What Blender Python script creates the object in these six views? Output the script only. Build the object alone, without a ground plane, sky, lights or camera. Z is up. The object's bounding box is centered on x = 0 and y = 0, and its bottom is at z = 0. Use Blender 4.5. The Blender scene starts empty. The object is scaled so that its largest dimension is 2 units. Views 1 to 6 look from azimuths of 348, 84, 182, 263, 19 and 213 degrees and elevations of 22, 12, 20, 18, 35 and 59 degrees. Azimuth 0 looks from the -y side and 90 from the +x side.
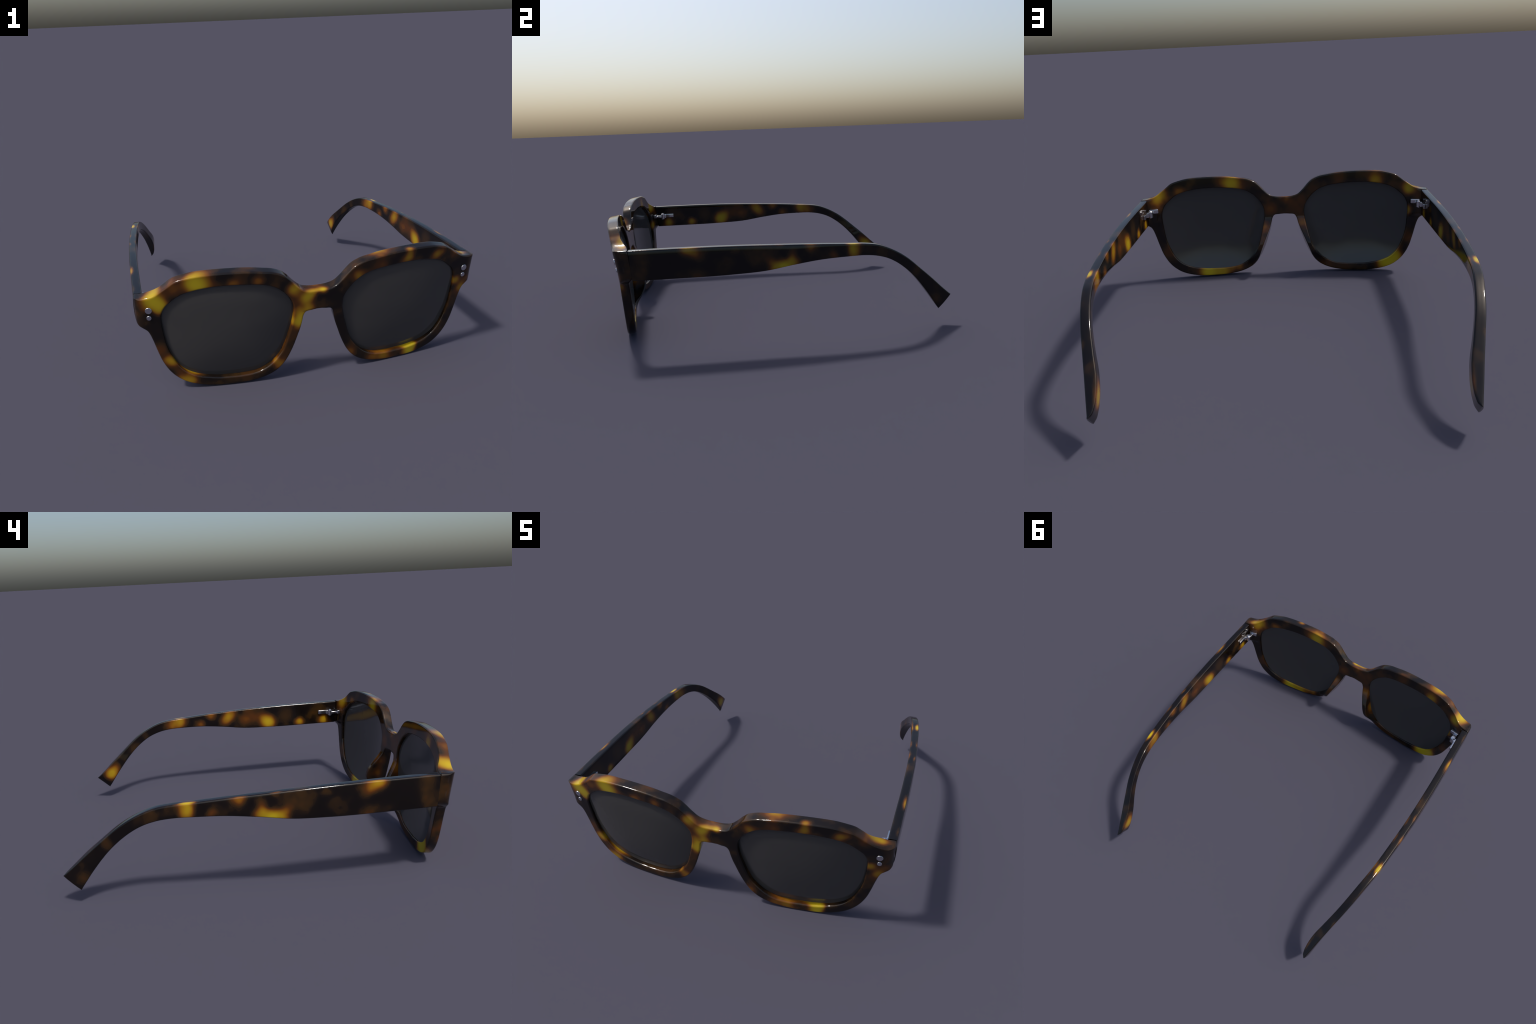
"""Tortoiseshell acetate sunglasses: front frame with nose pads, two dark lenses,
two temple arms, spring hinges and decorative rivets."""
import bpy, bmesh, math
import numpy as np
from mathutils import Vector, Matrix

# ------------------------------------------------------------------ helpers
def smooth(t):
    t = np.clip(t, 0.0, 1.0)
    return t * t * (3 - 2 * t)

def hermite(knots, values, t):
    """Cubic interpolation through (knots, values)."""
    knots = np.asarray(knots, float); values = np.asarray(values, float)
    m = np.gradient(values, knots)
    t = np.asarray(t, float)
    i = np.clip(np.searchsorted(knots, t) - 1, 0, len(knots) - 2)
    h = knots[i + 1] - knots[i]
    u = (t - knots[i]) / h
    return ((2*u**3 - 3*u**2 + 1) * values[i] + (u**3 - 2*u**2 + u) * h * m[i]
            + (-2*u**3 + 3*u**2) * values[i + 1] + (u**3 - u**2) * h * m[i + 1])

def mesh_object(name, verts, faces, mat, parent=None, flat_angle=None):
    me = bpy.data.meshes.new(name)
    me.from_pydata([tuple(map(float, v)) for v in verts], [], faces)
    me.validate()
    me.update()
    for p in me.polygons:
        p.use_smooth = True
    ob = bpy.data.objects.new(name, me)
    bpy.context.scene.collection.objects.link(ob)
    me.materials.append(mat)
    if parent:
        ob.parent = parent
    return ob

def finish(ob, angle=None):
    """Consistent outward normals, optional sharp edges by angle."""
    bm = bmesh.new(); bm.from_mesh(ob.data)
    bmesh.ops.remove_doubles(bm, verts=bm.verts, dist=1e-5)
    bmesh.ops.recalc_face_normals(bm, faces=bm.faces)
    if angle:
        for e in bm.edges:
            if len(e.link_faces) == 2 and e.calc_face_angle(0) > angle:
                e.smooth = False
    bm.to_mesh(ob.data); bm.free()

# ------------------------------------------------------- shape of the sheet
def brow(z):
    """How far above the bend of the brow a point lies."""
    q = np.clip(z - 0.38, 0, None)
    return np.where(q < 0.10, q * q / 0.20, q - 0.05)

def surface(x, z):
    """y of the front face: wrapped (base curve) and leaning forward at the brow."""
    wrap = 0.012 * (1 - smooth((z - 0.35) / 0.30))        # lower half is wrapped more
    return -0.9445 - 0.0643 * z + 0.0946 * x * x - wrap * (0.64 - x * x) - 0.085 * brow(z)

# ---------------------------------------------------------------- materials
def node(nt, kind, **kw):
    n = nt.nodes.new(kind)
    for k, v in kw.items():
        setattr(n, k, v)
    return n

# ramp of the acetate: near-black, red brown, amber, honey, yellow
TORTOISE = [(0.00, (0.0034, 0.0026, 0.0026)), (0.14, (0.0075, 0.0048, 0.0034)),
            (0.30, (0.030, 0.0150, 0.0048)), (0.45, (0.070, 0.0230, 0.0045)),
            (0.58, (0.160, 0.0600, 0.0050)), (0.74, (0.270, 0.1450, 0.0060)),
            (0.90, (0.380, 0.2600, 0.0085)), (1.00, (0.440, 0.3250, 0.0100))]

def tortoise(name, patches, squash, mirrored, cloud, size=1.0):
    """Dark acetate with amber patches.  Each patch is a soft ellipsoid
    (x, y, z, radius, strength); squash multiplies the coordinates so that
    front and back of the sheet can carry different patches."""
    mat = bpy.data.materials.new(name)
    mat.use_nodes = True
    nt = mat.node_tree; L = nt.links.new
    bsdf = nt.nodes["Principled BSDF"]
    coord = node(nt, "ShaderNodeTexCoord")
    pos = coord.outputs["Object"]
    if mirrored:
        ab = node(nt, "ShaderNodeVectorMath", operation="ABSOLUTE")
        sp = node(nt, "ShaderNodeSeparateXYZ"); sp2 = node(nt, "ShaderNodeSeparateXYZ")
        cb = node(nt, "ShaderNodeCombineXYZ")
        L(pos, ab.inputs[0]); L(ab.outputs[0], sp.inputs[0]); L(pos, sp2.inputs[0])
        L(sp.outputs[0], cb.inputs[0]); L(sp2.outputs[1], cb.inputs[1]); L(sp2.outputs[2], cb.inputs[2])
        pos = cb.outputs[0]
    # wobble the coordinates so that patch borders are irregular
    nz = node(nt, "ShaderNodeTexNoise"); nz.inputs["Scale"].default_value = 6.0
    nz.inputs["Detail"].default_value = 1.5
    L(pos, nz.inputs["Vector"])
    off = node(nt, "ShaderNodeVectorMath", operation="MULTIPLY_ADD")
    off.inputs[1].default_value = (0.036, 0.036, 0.036)
    off.inputs[2].default_value = (-0.018, -0.018, -0.018)
    L(nz.outputs["Color"], off.inputs[0])
    add = node(nt, "ShaderNodeVectorMath", operation="ADD")
    L(pos, add.inputs[0]); L(off.outputs[0], add.inputs[1])
    scl = node(nt, "ShaderNodeVectorMath", operation="MULTIPLY")
    scl.inputs[1].default_value = squash
    L(add.outputs[0], scl.inputs[0])
    # faint brown clouding of the dark ground
    cl = node(nt, "ShaderNodeTexNoise"); cl.inputs["Scale"].default_value = 9.0
    cl.inputs["Detail"].default_value = 2.0
    L(pos, cl.inputs["Vector"])
    cm = node(nt, "ShaderNodeMapRange"); cm.interpolation_type = "SMOOTHSTEP"
    cm.inputs[1].default_value = cloud[0]; cm.inputs[2].default_value = cloud[1]
    cm.inputs[3].default_value = 1.0 - cloud[3]; cm.inputs[4].default_value = 1.0 - cloud[2]
    L(cl.outputs["Fac"], cm.inputs[0])
    field = cm.outputs[0]
    for (x, y, z, r, v) in patches:
        v = v if v > 0.97 else 0.88 * v
        r = r * size
        d = node(nt, "ShaderNodeVectorMath", operation="DISTANCE")
        L(scl.outputs[0], d.inputs[0])
        d.inputs[1].default_value = (x * squash[0], y * squash[1], z * squash[2])
        m = node(nt, "ShaderNodeMapRange"); m.interpolation_type = "SMOOTHSTEP"
        m.inputs[1].default_value = r * 0.20; m.inputs[2].default_value = r * 1.60
        m.inputs[3].default_value = 1.0 - v; m.inputs[4].default_value = 1.0
        L(d.outputs["Value"], m.inputs[0])
        # screen-blend the patches: keep the product of what is left dark
        left = node(nt, "ShaderNodeMath", operation="MULTIPLY")
        L(field, left.inputs[0]); L(m.outputs[0], left.inputs[1])
        field = left.outputs[0]
    bright = node(nt, "ShaderNodeMath", operation="SUBTRACT")
    bright.inputs[0].default_value = 1.0
    L(field, bright.inputs[1])
    field = bright.outputs[0]
    ramp = node(nt, "ShaderNodeValToRGB")
    els = ramp.color_ramp.elements
    while len(els) < len(TORTOISE):
        els.new(0.5)
    for e, (p, c) in zip(els, TORTOISE):
        e.position = p; e.color = (*c, 1)
    L(field, ramp.inputs[0])
    L(ramp.outputs[0], bsdf.inputs["Base Color"])
    bsdf.inputs["Roughness"].default_value = 0.08
    bsdf.inputs["IOR"].default_value = 1.43
    return mat

def plain(name, colour, rough, metallic=0.0, grain=0.0):
    mat = bpy.data.materials.new(name)
    mat.use_nodes = True
    nt = mat.node_tree
    b = nt.nodes["Principled BSDF"]
    b.inputs["Metallic"].default_value = metallic
    b.inputs["Roughness"].default_value = rough
    co = node(nt, "ShaderNodeTexCoord"); nz = node(nt, "ShaderNodeTexNoise")
    nz.inputs["Scale"].default_value = 6.0
    rp = node(nt, "ShaderNodeValToRGB")
    rp.color_ramp.elements[0].color = (*[c * (1 - grain) for c in colour], 1)
    rp.color_ramp.elements[1].color = (*[c * (1 + grain) for c in colour], 1)
    nt.links.new(co.outputs["Object"], nz.inputs["Vector"])
    nt.links.new(nz.outputs["Fac"], rp.inputs[0])
    nt.links.new(rp.outputs[0], b.inputs["Base Color"])
    return mat

# amber patches (x, z, radius, strength) of the front frame: front face, then back face
FRONT_PATCHES = [
    (-0.85, 0.558, 0.056, 1), (-0.819, 0.53, 0.037, 0.95), (-0.633, 0.633, 0.064, 1), (-0.755, 0.624, 0.048, 0.5),
    (-0.83, 0.493, 0.027, 0.5), (-0.84, 0.254, 0.044, 0.38), (-0.784, 0.179, 0.039, 0.85), (-0.722, 0.048, 0.04, 0.72),
    (-0.681, 0.05, 0.024, 0.42), (-0.451, 0.623, 0.031, 0.42), (-0.323, 0.622, 0.031, 0.58), (-0.132, 0.553, 0.039, 0.78),
    (-0.107, 0.476, 0.065, 0.42), (-0.043, 0.502, 0.03, 0.78), (-0.071, 0.477, 0.028, 0.72), (-0.054, 0.424, 0.028, 0.65),
    (-0.103, 0.382, 0.041, 0.9), (-0.106, 0.344, 0.036, 0.85), (-0.14, 0.364, 0.023, 0.55), (-0.207, 0.097, 0.035, 0.52),
    (-0.238, 0.131, 0.024, 0.4), (0.018, 0.528, 0.028, 1), (-0.016, 0.534, 0.023, 0.8), (0.218, 0.577, 0.038, 0.66),
    (0.338, 0.692, 0.031, 0.4), (0.194, 0.111, 0.038, 0.5), (0.324, 0.035, 0.037, 0.5), (0.4, 0.038, 0.04, 0.62),
    (0.569, 0.03, 0.041, 1), (0.582, 0.06, 0.032, 1), (0.49, 0.628, 0.037, 0.62), (0.513, 0.659, 0.031, 0.55),
    (0.664, 0.616, 0.032, 0.56), (0.687, 0.639, 0.03, 0.56), (0.834, 0.429, 0.029, 0.78), (0.873, 0.368, 0.035, 0.72),
    (0.795, 0.599, 0.031, 0.34), (0.905, 0.423, 0.041, 0.36), (0.505, 0.687, 0.023, 0.5)]
BACK_PATCHES = [
    (0.82, 0.592, 0.064, 0.85), (0.866, 0.568, 0.046, 0.7), (0.847, 0.527, 0.052, 0.5), (0.692, 0.605, 0.046, 0.42),
    (0.341, 0.635, 0.075, 0.95), (0.407, 0.664, 0.063, 0.42), (0.094, 0.45, 0.063, 0.45), (0.14, 0.328, 0.064, 0.6),
    (0.165, 0.239, 0.058, 0.6), (0.539, 0.035, 0.077, 1), (0.445, 0.038, 0.077, 0.9), (0.348, 0.074, 0.059, 0.6),
    (0.801, 0.195, 0.059, 0.32), (-0.005, 0.526, 0.063, 0.42), (-0.372, 0.653, 0.063, 0.36), (-0.621, 0.618, 0.052, 0.45),
    (-0.838, 0.577, 0.057, 0.78), (-0.817, 0.424, 0.043, 0.8), (-0.892, 0.531, 0.052, 0.45), (-0.809, 0.262, 0.064, 0.3),
    (-0.688, 0.076, 0.094, 1), (-0.733, 0.113, 0.065, 0.95), (-0.13, 0.354, 0.064, 0.58), (-0.17, 0.221, 0.064, 0.62),
    (-0.249, 0.049, 0.071, 0.34)]
# temple arms (same on both sides): outer face, then inner face
ARM_OUTER_PATCHES = [
    (0.907, 0.378, 0.518, 0.062, 1), (0.907, 0.373, 0.483, 0.05, 0.9), (0.932, 0.041, 0.461, 0.05, 0.85),
    (0.935, -0.008, 0.435, 0.054, 1), (0.937, -0.067, 0.443, 0.046, 0.85), (0.938, -0.089, 0.472, 0.038, 0.55),
    (0.943, -0.522, 0.546, 0.06, 0.85), (0.943, -0.47, 0.529, 0.055, 0.6), (0.943, -0.764, 0.535, 0.055, 0.42),
    (0.943, -0.735, 0.493, 0.045, 0.24), (0.943, -0.273, 0.531, 0.032, 0.5), (0.916, 0.267, 0.479, 0.033, 0.45),
    (0.926, 0.14, 0.549, 0.049, 0.62), (0.936, -0.038, 0.556, 0.033, 0.5), (0.933, 0.03, 0.514, 0.041, 0.42),
    (0.883, 0.55, 0.469, 0.059, 0.25), (0.832, 0.772, 0.345, 0.052, 0.32), (0.795, 0.903, 0.135, 0.064, 0.34),
    (0.943, -0.781, 0.452, 0.075, 0.2), (0.939, -0.136, 0.49, 0.083, 0.2), (0.943, -0.471, 0.421, 0.052, 0.3)]
ARM_INNER_PATCHES = [
    (0.864, 0.36, 0.524, 0.08, 0.85), (0.857, 0.423, 0.485, 0.074, 0.6), (0.888, 0.026, 0.494, 0.061, 0.66),
    (0.89, -0.011, 0.538, 0.061, 0.66), (0.881, 0.138, 0.546, 0.054, 0.58), (0.875, 0.217, 0.471, 0.047, 0.5),
    (0.893, -0.116, 0.481, 0.061, 0.38), (0.898, -0.305, 0.439, 0.069, 0.88), (0.898, -0.275, 0.474, 0.068, 0.6),
    (0.898, -0.541, 0.434, 0.047, 0.88), (0.898, -0.729, 0.427, 0.056, 0.9), (0.895, -0.187, 0.51, 0.109, 0.34),
    (0.898, -0.688, 0.504, 0.083, 0.28), (0.744, 0.897, 0.190, 0.064, 0.92), (0.756, 0.862, 0.226, 0.055, 0.55),
    (0.898, -0.435, 0.496, 0.082, 0.32), (0.805, 0.71, 0.34, 0.08, 0.3)]

def on_sheet(patches, depth, grow):
    return [(x, float(surface(x, z)) + depth, z, r * grow, v) for x, z, r, v in patches]

MAT_FRAME = tortoise("tortoiseshell_front",
                     on_sheet(FRONT_PATCHES, 0.008, 1.12) + on_sheet(BACK_PATCHES, 0.054, 0.84),
                     (1.0, 1.5, 1.0), False, (0.39, 0.65, 0.34, 0.13))
MAT_ARM = tortoise("tortoiseshell_arm", ARM_OUTER_PATCHES + ARM_INNER_PATCHES, (3.4, 1.0, 1.0), True, (0.47, 0.72, 0.22, 0.05), 0.84)
MAT_LENS = plain("smoked_lens", (0.048, 0.046, 0.044), 0.10, 0.0, 0.03)
MAT_METAL = plain("polished_metal", (0.66, 0.66, 0.68), 0.20, 1.0, 0.04)

# -------------------------------------------------------------- front frame
# Half profile seen from the front (x, z); the frame is mirrored at x = 0.
OUTLINE = [  # bridge top -> over the brow -> end piece -> under the lens -> bridge
    (0, .5195), (.025, .520), (.05, .522), (.08, .530), (.096, .539), (.117, .559), (.137, .580), (.164, .610),
    (.19, .633), (.22, .648), (.25, .658), (.29, .6645), (.345, .6735), (.395, .6785), (.455, .6815), (.51, .6830),
    (.555, .6830), (.61, .6815), (.655, .6775), (.685, .6715), (.71, .6655), (.743, .655), (.775, .633), (.793, .619),
    (.817, .603), (.842, .587), (.868, .576), (.893, .570), (.92, .567), (.936, .5665), (.9435, .563), (.945, .555),
    (.945, .50), (.945, .44), (.942, .420), (.931, .405), (.914, .390), (.894, .373), (.884, .354), (.876, .33),
    (.868, .302), (.860, .27), (.85, .233), (.836, .187), (.821, .152), (.803, .120), (.778, .088), (.751, .063),
    (.727, .046), (.692, .029), (.655, .017), (.61, .007), (.56, .0015), (.5, 0), (.45, 0), (.41, .0015), (.36, .007),
    (.306, .019), (.266, .034), (.226, .058), (.20, .083), (.172, .121), (.15, .164), (.131, .21), (.112, .265),
    (.098, .307), (.088, .348), (.081, .381), (.072, .397), (.058, .406), (.04, .409), (.02, .409), (0, .409)]
OPENING = [  # lens opening, same direction, starting at the bridge
    (.136, .435), (.140, .457), (.153, .485), (.173, .514), (.199, .542), (.225, .562), (.255, .578), (.286, .588),
    (.323, .596), (.373, .602), (.42, .606), (.468, .609), (.515, .609), (.56, .608), (.608, .603), (.655, .595),
    (.703, .581), (.739, .562), (.764, .542), (.791, .518), (.807, .494), (.816, .470), (.820, .443), (.820, .41),
    (.816, .365), (.812, .325), (.805, .28), (.793, .237), (.779, .200), (.762, .164), (.74, .132), (.714, .106),
    (.68, .085), (.637, .068), (.588, .058), (.54, .051), (.485, .049), (.44, .048), (.395, .050), (.352, .055),
    (.322, .063), (.292, .077), (.26, .100), (.238, .122), (.215, .150), (.197, .178), (.183, .212), (.173, .243),
    (.16, .288), (.147, .335), (.139, .375), (.1355, .405), (.136, .435)]
# which outline point faces which point of the opening
PAIRS = [((0, .5195), (.136, .435)), ((.117, .559), (.173, .514)), ((.25, .658), (.255, .578)),
         ((.51, .683), (.515, .609)), ((.71, .668), (.703, .581)), ((.817, .603), (.764, .542)),
         ((.9435, .563), (.807, .494)), ((.942, .420), (.820, .41)), ((.884, .354), (.816, .365)),
         ((.836, .187), (.779, .200)), ((.751, .063), (.714, .106)), ((.56, .0015), (.54, .051)),
         ((.306, .019), (.322, .063)), ((.20, .083), (.238, .122)), ((.131, .21), (.173, .243)),
         ((.088, .348), (.147, .335)), ((.072, .397), (.139, .375)), ((0, .409), (.1355, .405))]

class Path:
    """Smooth curve through control points, addressed by control index."""
    def __init__(self, pts):
        self.p = np.array(pts, float)
        self.s = np.concatenate([[0], np.cumsum(np.linalg.norm(np.diff(self.p, axis=0), axis=1))])
    def at(self, s):
        return np.stack([hermite(self.s, self.p[:, 0], s), hermite(self.s, self.p[:, 1], s)], -1)
    def where(self, q):
        return self.s[np.argmin(((self.p - np.array(q))**2).sum(1))]

THICK = 0.051       # frame depth
RISE = 0.17         # the sheet is cut along a direction tilted by this slope
BEVEL = 0.009

def pad(x, z):
    """Weight 0..1 of the built-in nose pad at a place on the nasal rim."""
    up = smooth((0.400 - z) / 0.19) * smooth((z - 0.035) / 0.16)
    return up * smooth((0.30 - x) / 0.07)

def build_front(root):
    outline, opening = Path(OUTLINE), Path(OPENING)
    so = [outline.where(a) for a, b in PAIRS]
    si = [opening.where(b) for a, b in PAIRS]
    n = 420
    # stations: dense along the real outline, plus rows on the centre line
    t = np.linspace(0, 1, n)
    s_out = t * outline.s[-1]
    s_in = np.interp(s_out, so, si)
    O = outline.at(s_out); I = opening.at(s_in)
    O[0, 0] = O[-1, 0] = 0.0
    m = 26
    zc = np.linspace(O[-1, 1], O[0, 1], m + 2)[1:-1]
    u = (1 - np.cos(np.linspace(0, math.pi, m + 2)[1:-1])) / 2
    zc = O[-1, 1] + (O[0, 1] - O[-1, 1]) * u
    Oc = np.stack([np.zeros(m), zc], -1)
    end_s = opening.s[-1]
    Ic = opening.at(np.interp(u, [0, 1], [s_in[-1], end_s]))
    edge = np.concatenate([np.ones(n, bool), np.zeros(m, bool)])
    O = np.vstack([O, Oc]); I = np.vstack([I, Ic]); N = n + m
    # positions across the rim, crowded at both borders
    b = [0, .0006, .0016, .003, .005, .0075, .0105]
    def rows(width):
        inner = np.array(b); core = np.linspace(.0105, width - .0105, 8)[1:-1]
        return np.concatenate([inner, core, width - inner[::-1]]) / width
    boundary = np.vstack([outline.at(np.linspace(0, outline.s[-1], 2600)),
                          opening.at(np.linspace(0, opening.s[-1], 1600))])
    right_edge = 0.945
    grid = []
    for j in range(N):
        w = np.linalg.norm(O[j] - I[j])
        r = rows(w)[:, None]
        grid.append(I[j] * (1 - r) + O[j] * r)
    grid = np.array(grid)                      # N x M x 2
    M = grid.shape[1]
    flat = grid.reshape(-1, 2)
    dist = np.empty(len(flat))
    for k in range(0, len(flat), 2000):
        q = flat[k:k+2000]
        dist[k:k+2000] = np.sqrt(((q[:, None, :] - boundary[None])**2).sum(-1).min(1))
    dist = dist.reshape(N, M)
    dist[edge, -1] = 0; dist[:, 0] = 0
    X, Z = grid[..., 0], grid[..., 1]
    def roundover(d, r):
        q = np.clip(1 - d / r, 0, 1)
        return r * (1 - np.sqrt(np.maximum(0, 1 - q * q)))
    yf = surface(X, Z)
    front = yf + roundover(dist, BEVEL)
    # large rounding of the outer corner of the end piece
    front = np.maximum(front, yf + roundover(np.maximum(right_edge - X, 0), 0.034) * smooth((Z - 0.36) / 0.05))
    P = pad(X, Z)
    depth = (THICK + 0.034 * brow(Z)                      # sheet, thicker at the brow
             + 0.022 * smooth((X - 0.80) / 0.08) * smooth((Z - 0.375) / 0.04)   # end piece
             + 0.076 * P)                                 # nose pads
    across = np.linspace(0, 1, M)[None, :]
    rb = np.where(P > 0.05, BEVEL * 1.2, BEVEL * 0.8)
    back = yf + depth - roundover(dist, rb)
    # back border: tilted cut, nasal side flares outwards towards the face
    lat = (np.linalg.norm(grid - I[:, None], axis=-1) / np.linalg.norm(O - I, axis=-1)[:, None])
    Xb = X + 0.020 * P * lat
    arch = 0.007 * (1 - smooth((X - 0.06) / 0.08)) * smooth((Z - 0.46) / 0.04)
    Zb = Z + arch + RISE * THICK * (1 - 0.5 * smooth((X - 0.80) / 0.12))
    verts, idx = [], {}
    def add(p):
        verts.append(p); return len(verts) - 1
    F = np.empty((N, M), int); B = np.empty((N, M), int)
    for j in range(N):
        for k in range(M):
            F[j, k] = add((X[j, k], front[j, k], Z[j, k] + RISE * (front[j, k] - yf[j, k])))
            B[j, k] = add((Xb[j, k], back[j, k], Zb[j, k] - RISE * (yf[j, k] + depth[j, k] - back[j, k])))
    faces = []
    for j in range(N):
        jn = (j + 1) % N
        for k in range(M - 1):
            faces.append((F[j, k], F[jn, k], F[jn, k+1], F[j, k+1]))
            faces.append((B[j, k], B[j, k+1], B[jn, k+1], B[jn, k]))
    # walls, subdivided through the thickness
    K = 5
    def wall(col, js):
        W = {}
        for j in js:
            a, c = np.array(verts[F[j, col]]), np.array(verts[B[j, col]])
            W[j] = [F[j, col]] + [add(a + (c - a) * i / K) for i in range(1, K)] + [B[j, col]]
        return W
    Wi = wall(0, range(N)); Wo = wall(M - 1, range(n))
    for j in range(N):
        jn = (j + 1) % N
        for i in range(K):
            faces.append((Wi[j][i], Wi[j][i+1], Wi[jn][i+1], Wi[jn][i]))
    for j in range(n - 1):
        for i in range(K):
            faces.append((Wo[j][i], Wo[j+1][i], Wo[j+1][i+1], Wo[j][i+1]))
    # mirror
    V = np.array(verts); nv = len(V)
    V[np.abs(V[:, 0]) < 1e-6, 0] = 0
    V2 = V * [-1, 1, 1]
    faces2 = [tuple(i + nv for i in reversed(f)) for f in faces]
    ob = mesh_object("front_frame", np.vstack([V, V2]), faces + faces2, MAT_FRAME)
    finish(ob)
    ob.parent = root
    split_pads(ob, root)
    return ob

def split_pads(ob, root):
    """Separate the two nose pads from the frame without a visible seam."""
    me = ob.data
    normals = [v.normal.copy() for v in me.vertices]
    co = [v.co.copy() for v in me.vertices]
    groups = {"front_frame": [], "nose_pad": [], "nose_pad.001": []}
    for p in me.polygons:
        c = p.center
        x, z = abs(c.x), c.z
        behind = c.y - float(surface(x, z)) > THICK * 0.80
        if behind and pad(x, z) > 0.12 and x < 0.25:
            groups["nose_pad" if c.x > 0 else "nose_pad.001"].append(tuple(p.vertices))
        else:
            groups["front_frame"].append(tuple(p.vertices))
    bpy.data.objects.remove(ob)
    for name, fs in groups.items():
        used = sorted({i for f in fs for i in f}); remap = {a: b for b, a in enumerate(used)}
        part = mesh_object(name.split(".")[0], [co[i] for i in used],
                           [tuple(remap[i] for i in f) for f in fs], MAT_FRAME, root)
        part.data.normals_split_custom_set_from_vertices([normals[i] for i in used])

# ------------------------------------------------------------------- lenses
def build_lenses(root):
    opening = Path(OPENING)
    n, rings = 160, 22
    rim = opening.at(np.linspace(0, opening.s[-1], n + 1)[:-1])
    c = np.array([.485, .335])
    depth, thick, grow, dome = 0.021, 0.015, 0.003, 0.030
    d = rim - c; d = d * (1 + grow / np.linalg.norm(d, axis=1))[:, None]
    def sheet(q, rho):
        """Domed lens: seated in the rim, bulging forward in the middle."""
        lean = -0.010 * (q[..., 0] - c[0]) - 0.026 * (q[..., 1] - c[1])
        return surface(q[..., 0], q[..., 1]) + depth + lean - dome * (1 - rho ** 2.3)
    for side in (1, -1):
        V, Fc = [], []
        for layer in (0, 1):
            y0 = layer * thick; z0 = RISE * (depth + y0)
            base = len(V)
            V.append((side * c[0], sheet(c, 0.0) + y0, c[1] + z0))
            for r in range(1, rings + 1):
                q = c + d * r / rings
                yy = sheet(q, r / rings) + y0
                V += [(side * a, y, z + z0) for a, y, z in zip(q[:, 0], yy, q[:, 1])]
            for i in range(n):
                Fc.append((base, base + 1 + i, base + 1 + (i + 1) % n))
                for r in range(rings - 1):
                    a = base + 1 + r * n
                    Fc.append((a + i, a + n + i, a + n + (i + 1) % n, a + (i + 1) % n))
        per = 1 + rings * n
        o = 1 + (rings - 1) * n
        for i in range(n):
            Fc.append((o + i, o + (i + 1) % n, per + o + (i + 1) % n, per + o + i))
        ob = mesh_object("lens", V, Fc, MAT_LENS, root)
        finish(ob, math.radians(40))

# -------------------------------------------------------------- temple arms
ARM_Y   = [-.835, -.6, -.3, 0, .2, .35, .45, .52, .6, .7, .8, .88, .94, 1.0]
ARM_X   = [.9445, .9455, .9455, .9375, .9250, .9130, .9010, .8900, .8755, .8535, .8250, .8020, .7855, .7680]
ARM_TOP = [.5690, .5685, .5645, .5535, .5435, .5335, .5270, .5160, .4865, .4280, .3445, .2745, .2190, .1670]
LOW_Y   = [-.825, -.6, -.3, -.1, .05, .2, .35, .45, .52, .6, .68, .76, .84, .922]
ARM_LOW = [.4055, .4055, .4080, .4180, .4400, .4570, .4625, .4615, .4520, .4250, .3740, .3000, .2030, .0880]
GAUGE_T = [-1, .55, .70, .80, .88, .94, .972, .99, 1.0]     # thickness by station
GAUGE   = [.046, .045, .046, .049, .052, .043, .031, .019, .005]

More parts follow.
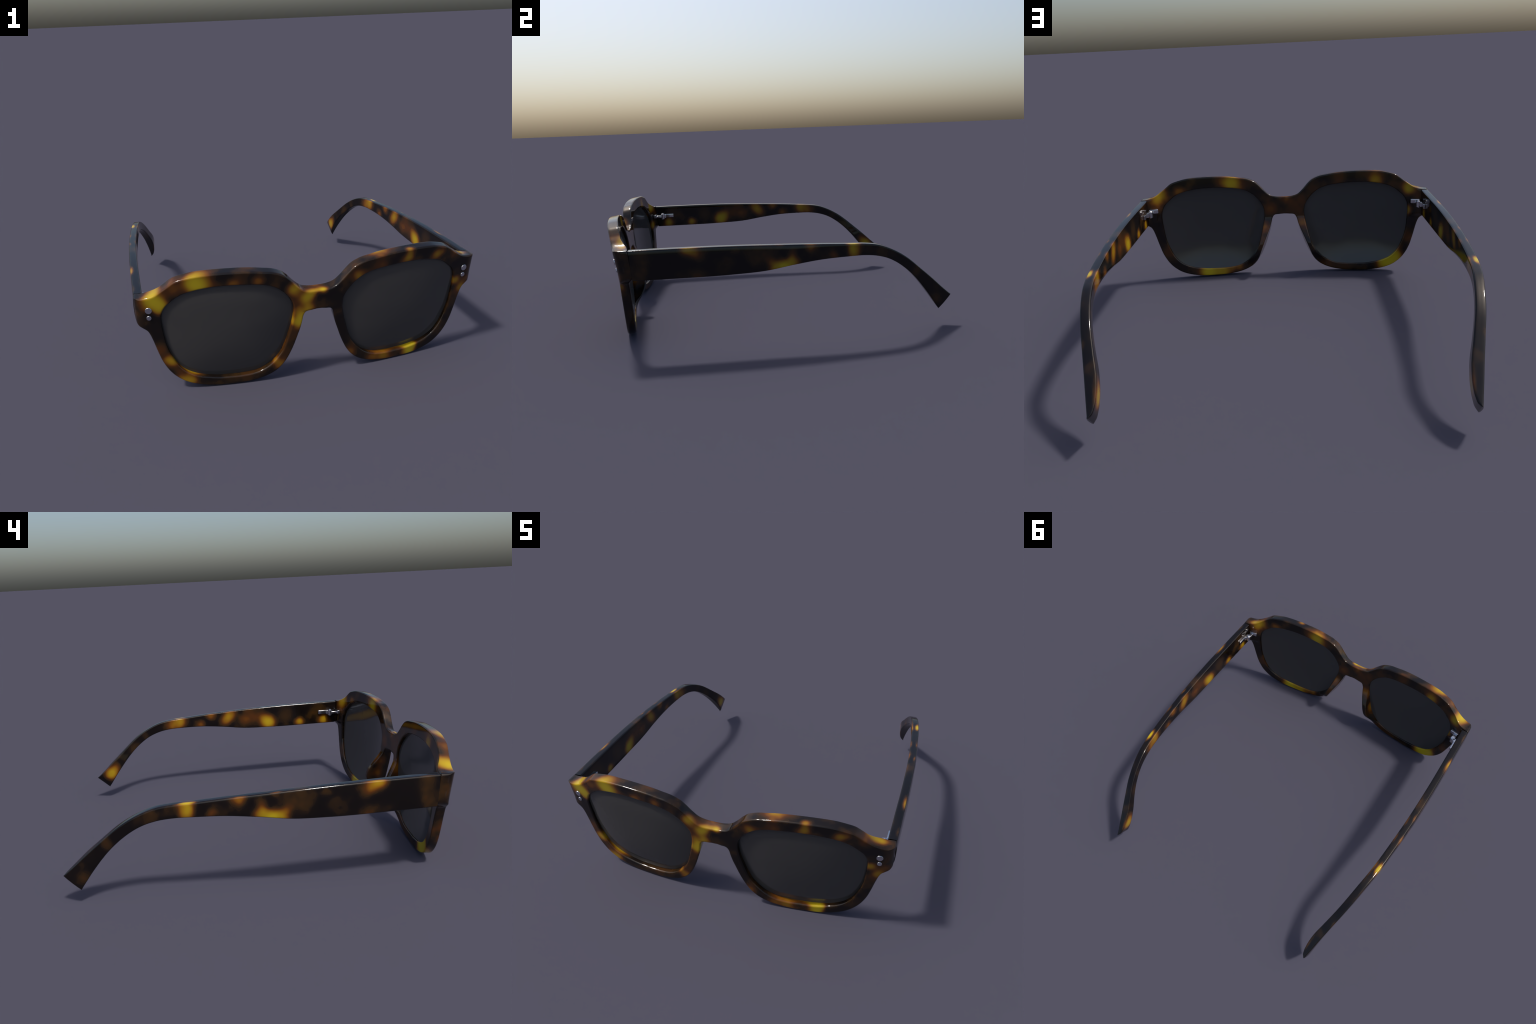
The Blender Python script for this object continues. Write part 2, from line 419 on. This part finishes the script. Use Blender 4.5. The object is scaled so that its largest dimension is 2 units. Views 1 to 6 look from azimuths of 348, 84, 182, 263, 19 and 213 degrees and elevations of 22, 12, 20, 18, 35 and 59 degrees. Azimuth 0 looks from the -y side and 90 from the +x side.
def build_arms(root):
    n = 220
    t = np.concatenate([np.linspace(-.8275, .9, 170), np.linspace(.9, 1.0, 51)[1:]])
    n = len(t)
    lag = .010 * (1 - smooth((t + .831) / .35)) - .078 * smooth((t - .42) / .58)
    ty, ly = t, t + lag
    xo_t, xo_l = hermite(ARM_Y, ARM_X, ty), hermite(ARM_Y, ARM_X, ly)
    zt, zl = hermite(ARM_Y, ARM_TOP, ty), hermite(LOW_Y, ARM_LOW, np.clip(ly, -.84, .922))
    g = hermite(GAUGE_T, GAUGE, t)
    lean = .010 * smooth((t - .55) / .4)          # lower edge of the tip sits further in
    R = 0.0075
    for side in (1, -1):
        V, Fc = [], []
        for j in range(n):
            top = np.array([xo_t[j], ty[j], zt[j] - .0012])
            low = np.array([xo_l[j] - lean[j], ly[j], zl[j] - .0018])
            up = top - low; h = np.linalg.norm(up); up /= h
            inward = np.array([-1.0, 0, 0])
            r = min(R, g[j] * .45)
            ring = []
            crown = .0035 * smooth((h - .06) / .06) + .001
            def corner(cx, cz, a0):
                for a in np.linspace(a0, a0 + math.pi / 2, 5):
                    ring.append((cx + r * math.cos(a), cz + r * math.sin(a)))
            # section coordinates: p = inward, q = up
            corner(g[j] - r, h - r, 0)
            for q in np.linspace(g[j] - r, r, 4)[1:-1]: ring.append((q, h))
            corner(r, h - r, math.pi / 2)
            for q in np.linspace(h - r, r, 9)[1:-1]: ring.append((-crown * (1 - (2 * q / h - 1)**2), q))
            corner(r, r, math.pi)
            for q in np.linspace(r, g[j] - r, 4)[1:-1]: ring.append((q, 0))
            corner(g[j] - r, r, 1.5 * math.pi)
            for q in np.linspace(r, h - r, 9)[1:-1]: ring.append((g[j], q))
            for p, q in ring:
                v = low + up * q + inward * p
                V.append((v[0] * side, v[1], v[2]))
        m = len(ring)
        for j in range(n - 1):
            for i in range(m):
                a, b2 = j * m + i, j * m + (i + 1) % m
                Fc.append((a, b2, b2 + m, a + m))
        Fc.append(tuple(range(m))); Fc.append(tuple((n - 1) * m + i for i in range(m)))
        ob = mesh_object("temple_arm", V, Fc, MAT_ARM, root)
        finish(ob, math.radians(50))

# ------------------------------------------------------- hinges and rivets
def rounded_box(name, size, mat, bevel, parent):
    me = bpy.data.meshes.new(name)
    bm = bmesh.new()
    bmesh.ops.create_cube(bm, size=1.0)
    for v in bm.verts:
        v.co = Vector(v.co[i] * size[i] for i in range(3))
    bmesh.ops.bevel(bm, geom=bm.edges[:], offset=bevel, segments=3, profile=.5, affect='EDGES')
    bm.to_mesh(me); bm.free()
    for p in me.polygons: p.use_smooth = True
    me.materials.append(mat)
    ob = bpy.data.objects.new(name, me)
    bpy.context.scene.collection.objects.link(ob)
    ob.parent = parent
    return ob

def turned(name, profile, mat, parent, seg=40):
    """Solid of revolution about z from an (r, z) profile."""
    V, Fc = [], []
    for r, z in profile:
        V += [(r * math.cos(2 * math.pi * i / seg), r * math.sin(2 * math.pi * i / seg), z) for i in range(seg)]
    for j in range(len(profile) - 1):
        for i in range(seg):
            a, b = j * seg + i, j * seg + (i + 1) % seg
            Fc.append((a, b, b + seg, a + seg))
    Fc.append(tuple(range(seg))); Fc.append(tuple((len(profile) - 1) * seg + i for i in range(seg)))
    ob = mesh_object(name, V, Fc, mat, parent)
    finish(ob, math.radians(35))
    return ob

def button(r, h, edge):
    prof = [(r, -.01)]
    for a in np.linspace(0, math.pi / 2, 6):
        prof.append((r - edge + edge * math.cos(a), h - edge + edge * math.sin(a)))
    prof.append((r * .3, h + .00005))
    return prof

def build_rivets(root):
    for side in (1, -1):
        for x, z, r in ((.878, .501, .0176), (.879, .456, .0130)):
            ob = turned("rivet", button(r, .0055, .0028), MAT_METAL, root)
            nrm = Vector((-2 * .0946 * x * side, 1, .0643)).normalized() * -1
            nrm.x = 2 * .0946 * x * side * abs(nrm.y)
            ob.rotation_euler = nrm.to_track_quat('Z', 'Y').to_euler()
            ob.location = (x * side, surface(x, z) + .0005, z)

def build_hinges(root):
    for side in (1, -1):
        hinge = bpy.data.objects.new("hinge", None)
        bpy.context.scene.collection.objects.link(hinge)
        hinge.parent = root
        def box(name, centre, size, bevel=.003, rz=0.0):
            ob = rounded_box(name, size, MAT_METAL, bevel, hinge)
            ob.location = (centre[0] * side, centre[1], centre[2])
            ob.rotation_euler = (0, 0, rz * side)
            return ob
        box("hinge_plate", (.862, -.832, .495), (.058, .022, .027), rz=.16)
        box("hinge_leaf", (.873, -.805, .489), (.028, .052, .018), .003)
        box("hinge_leaf", (.8935, -.722, .492), (.014, .066, .027), .002)
        box("hinge_leaf", (.889, -.768, .490), (.020, .034, .031), .002)
        barrel = turned("hinge_barrel", [(.0125, -.022), (.016, -.019), (.016, .019), (.0125, .022)], MAT_METAL, hinge, 32)
        barrel.location = (.872 * side, -.775, .490)
        screw = turned("screw", [(.009, 0), (.009, .002), (.0075, .0032), (.0075, .0026)], MAT_METAL, hinge, 24)
        screw.location = (.872 * side, -.775, .5115)

# -------------------------------------------------------------------- build
root = bpy.data.objects.new("sunglasses", None)
bpy.context.scene.collection.objects.link(root)
root["label"] = "dark tortoiseshell acetate sunglasses with smoked lenses, open temples"
root["category"] = "sunglasses"
build_front(root)
build_lenses(root)
build_arms(root)
build_rivets(root)
build_hinges(root)
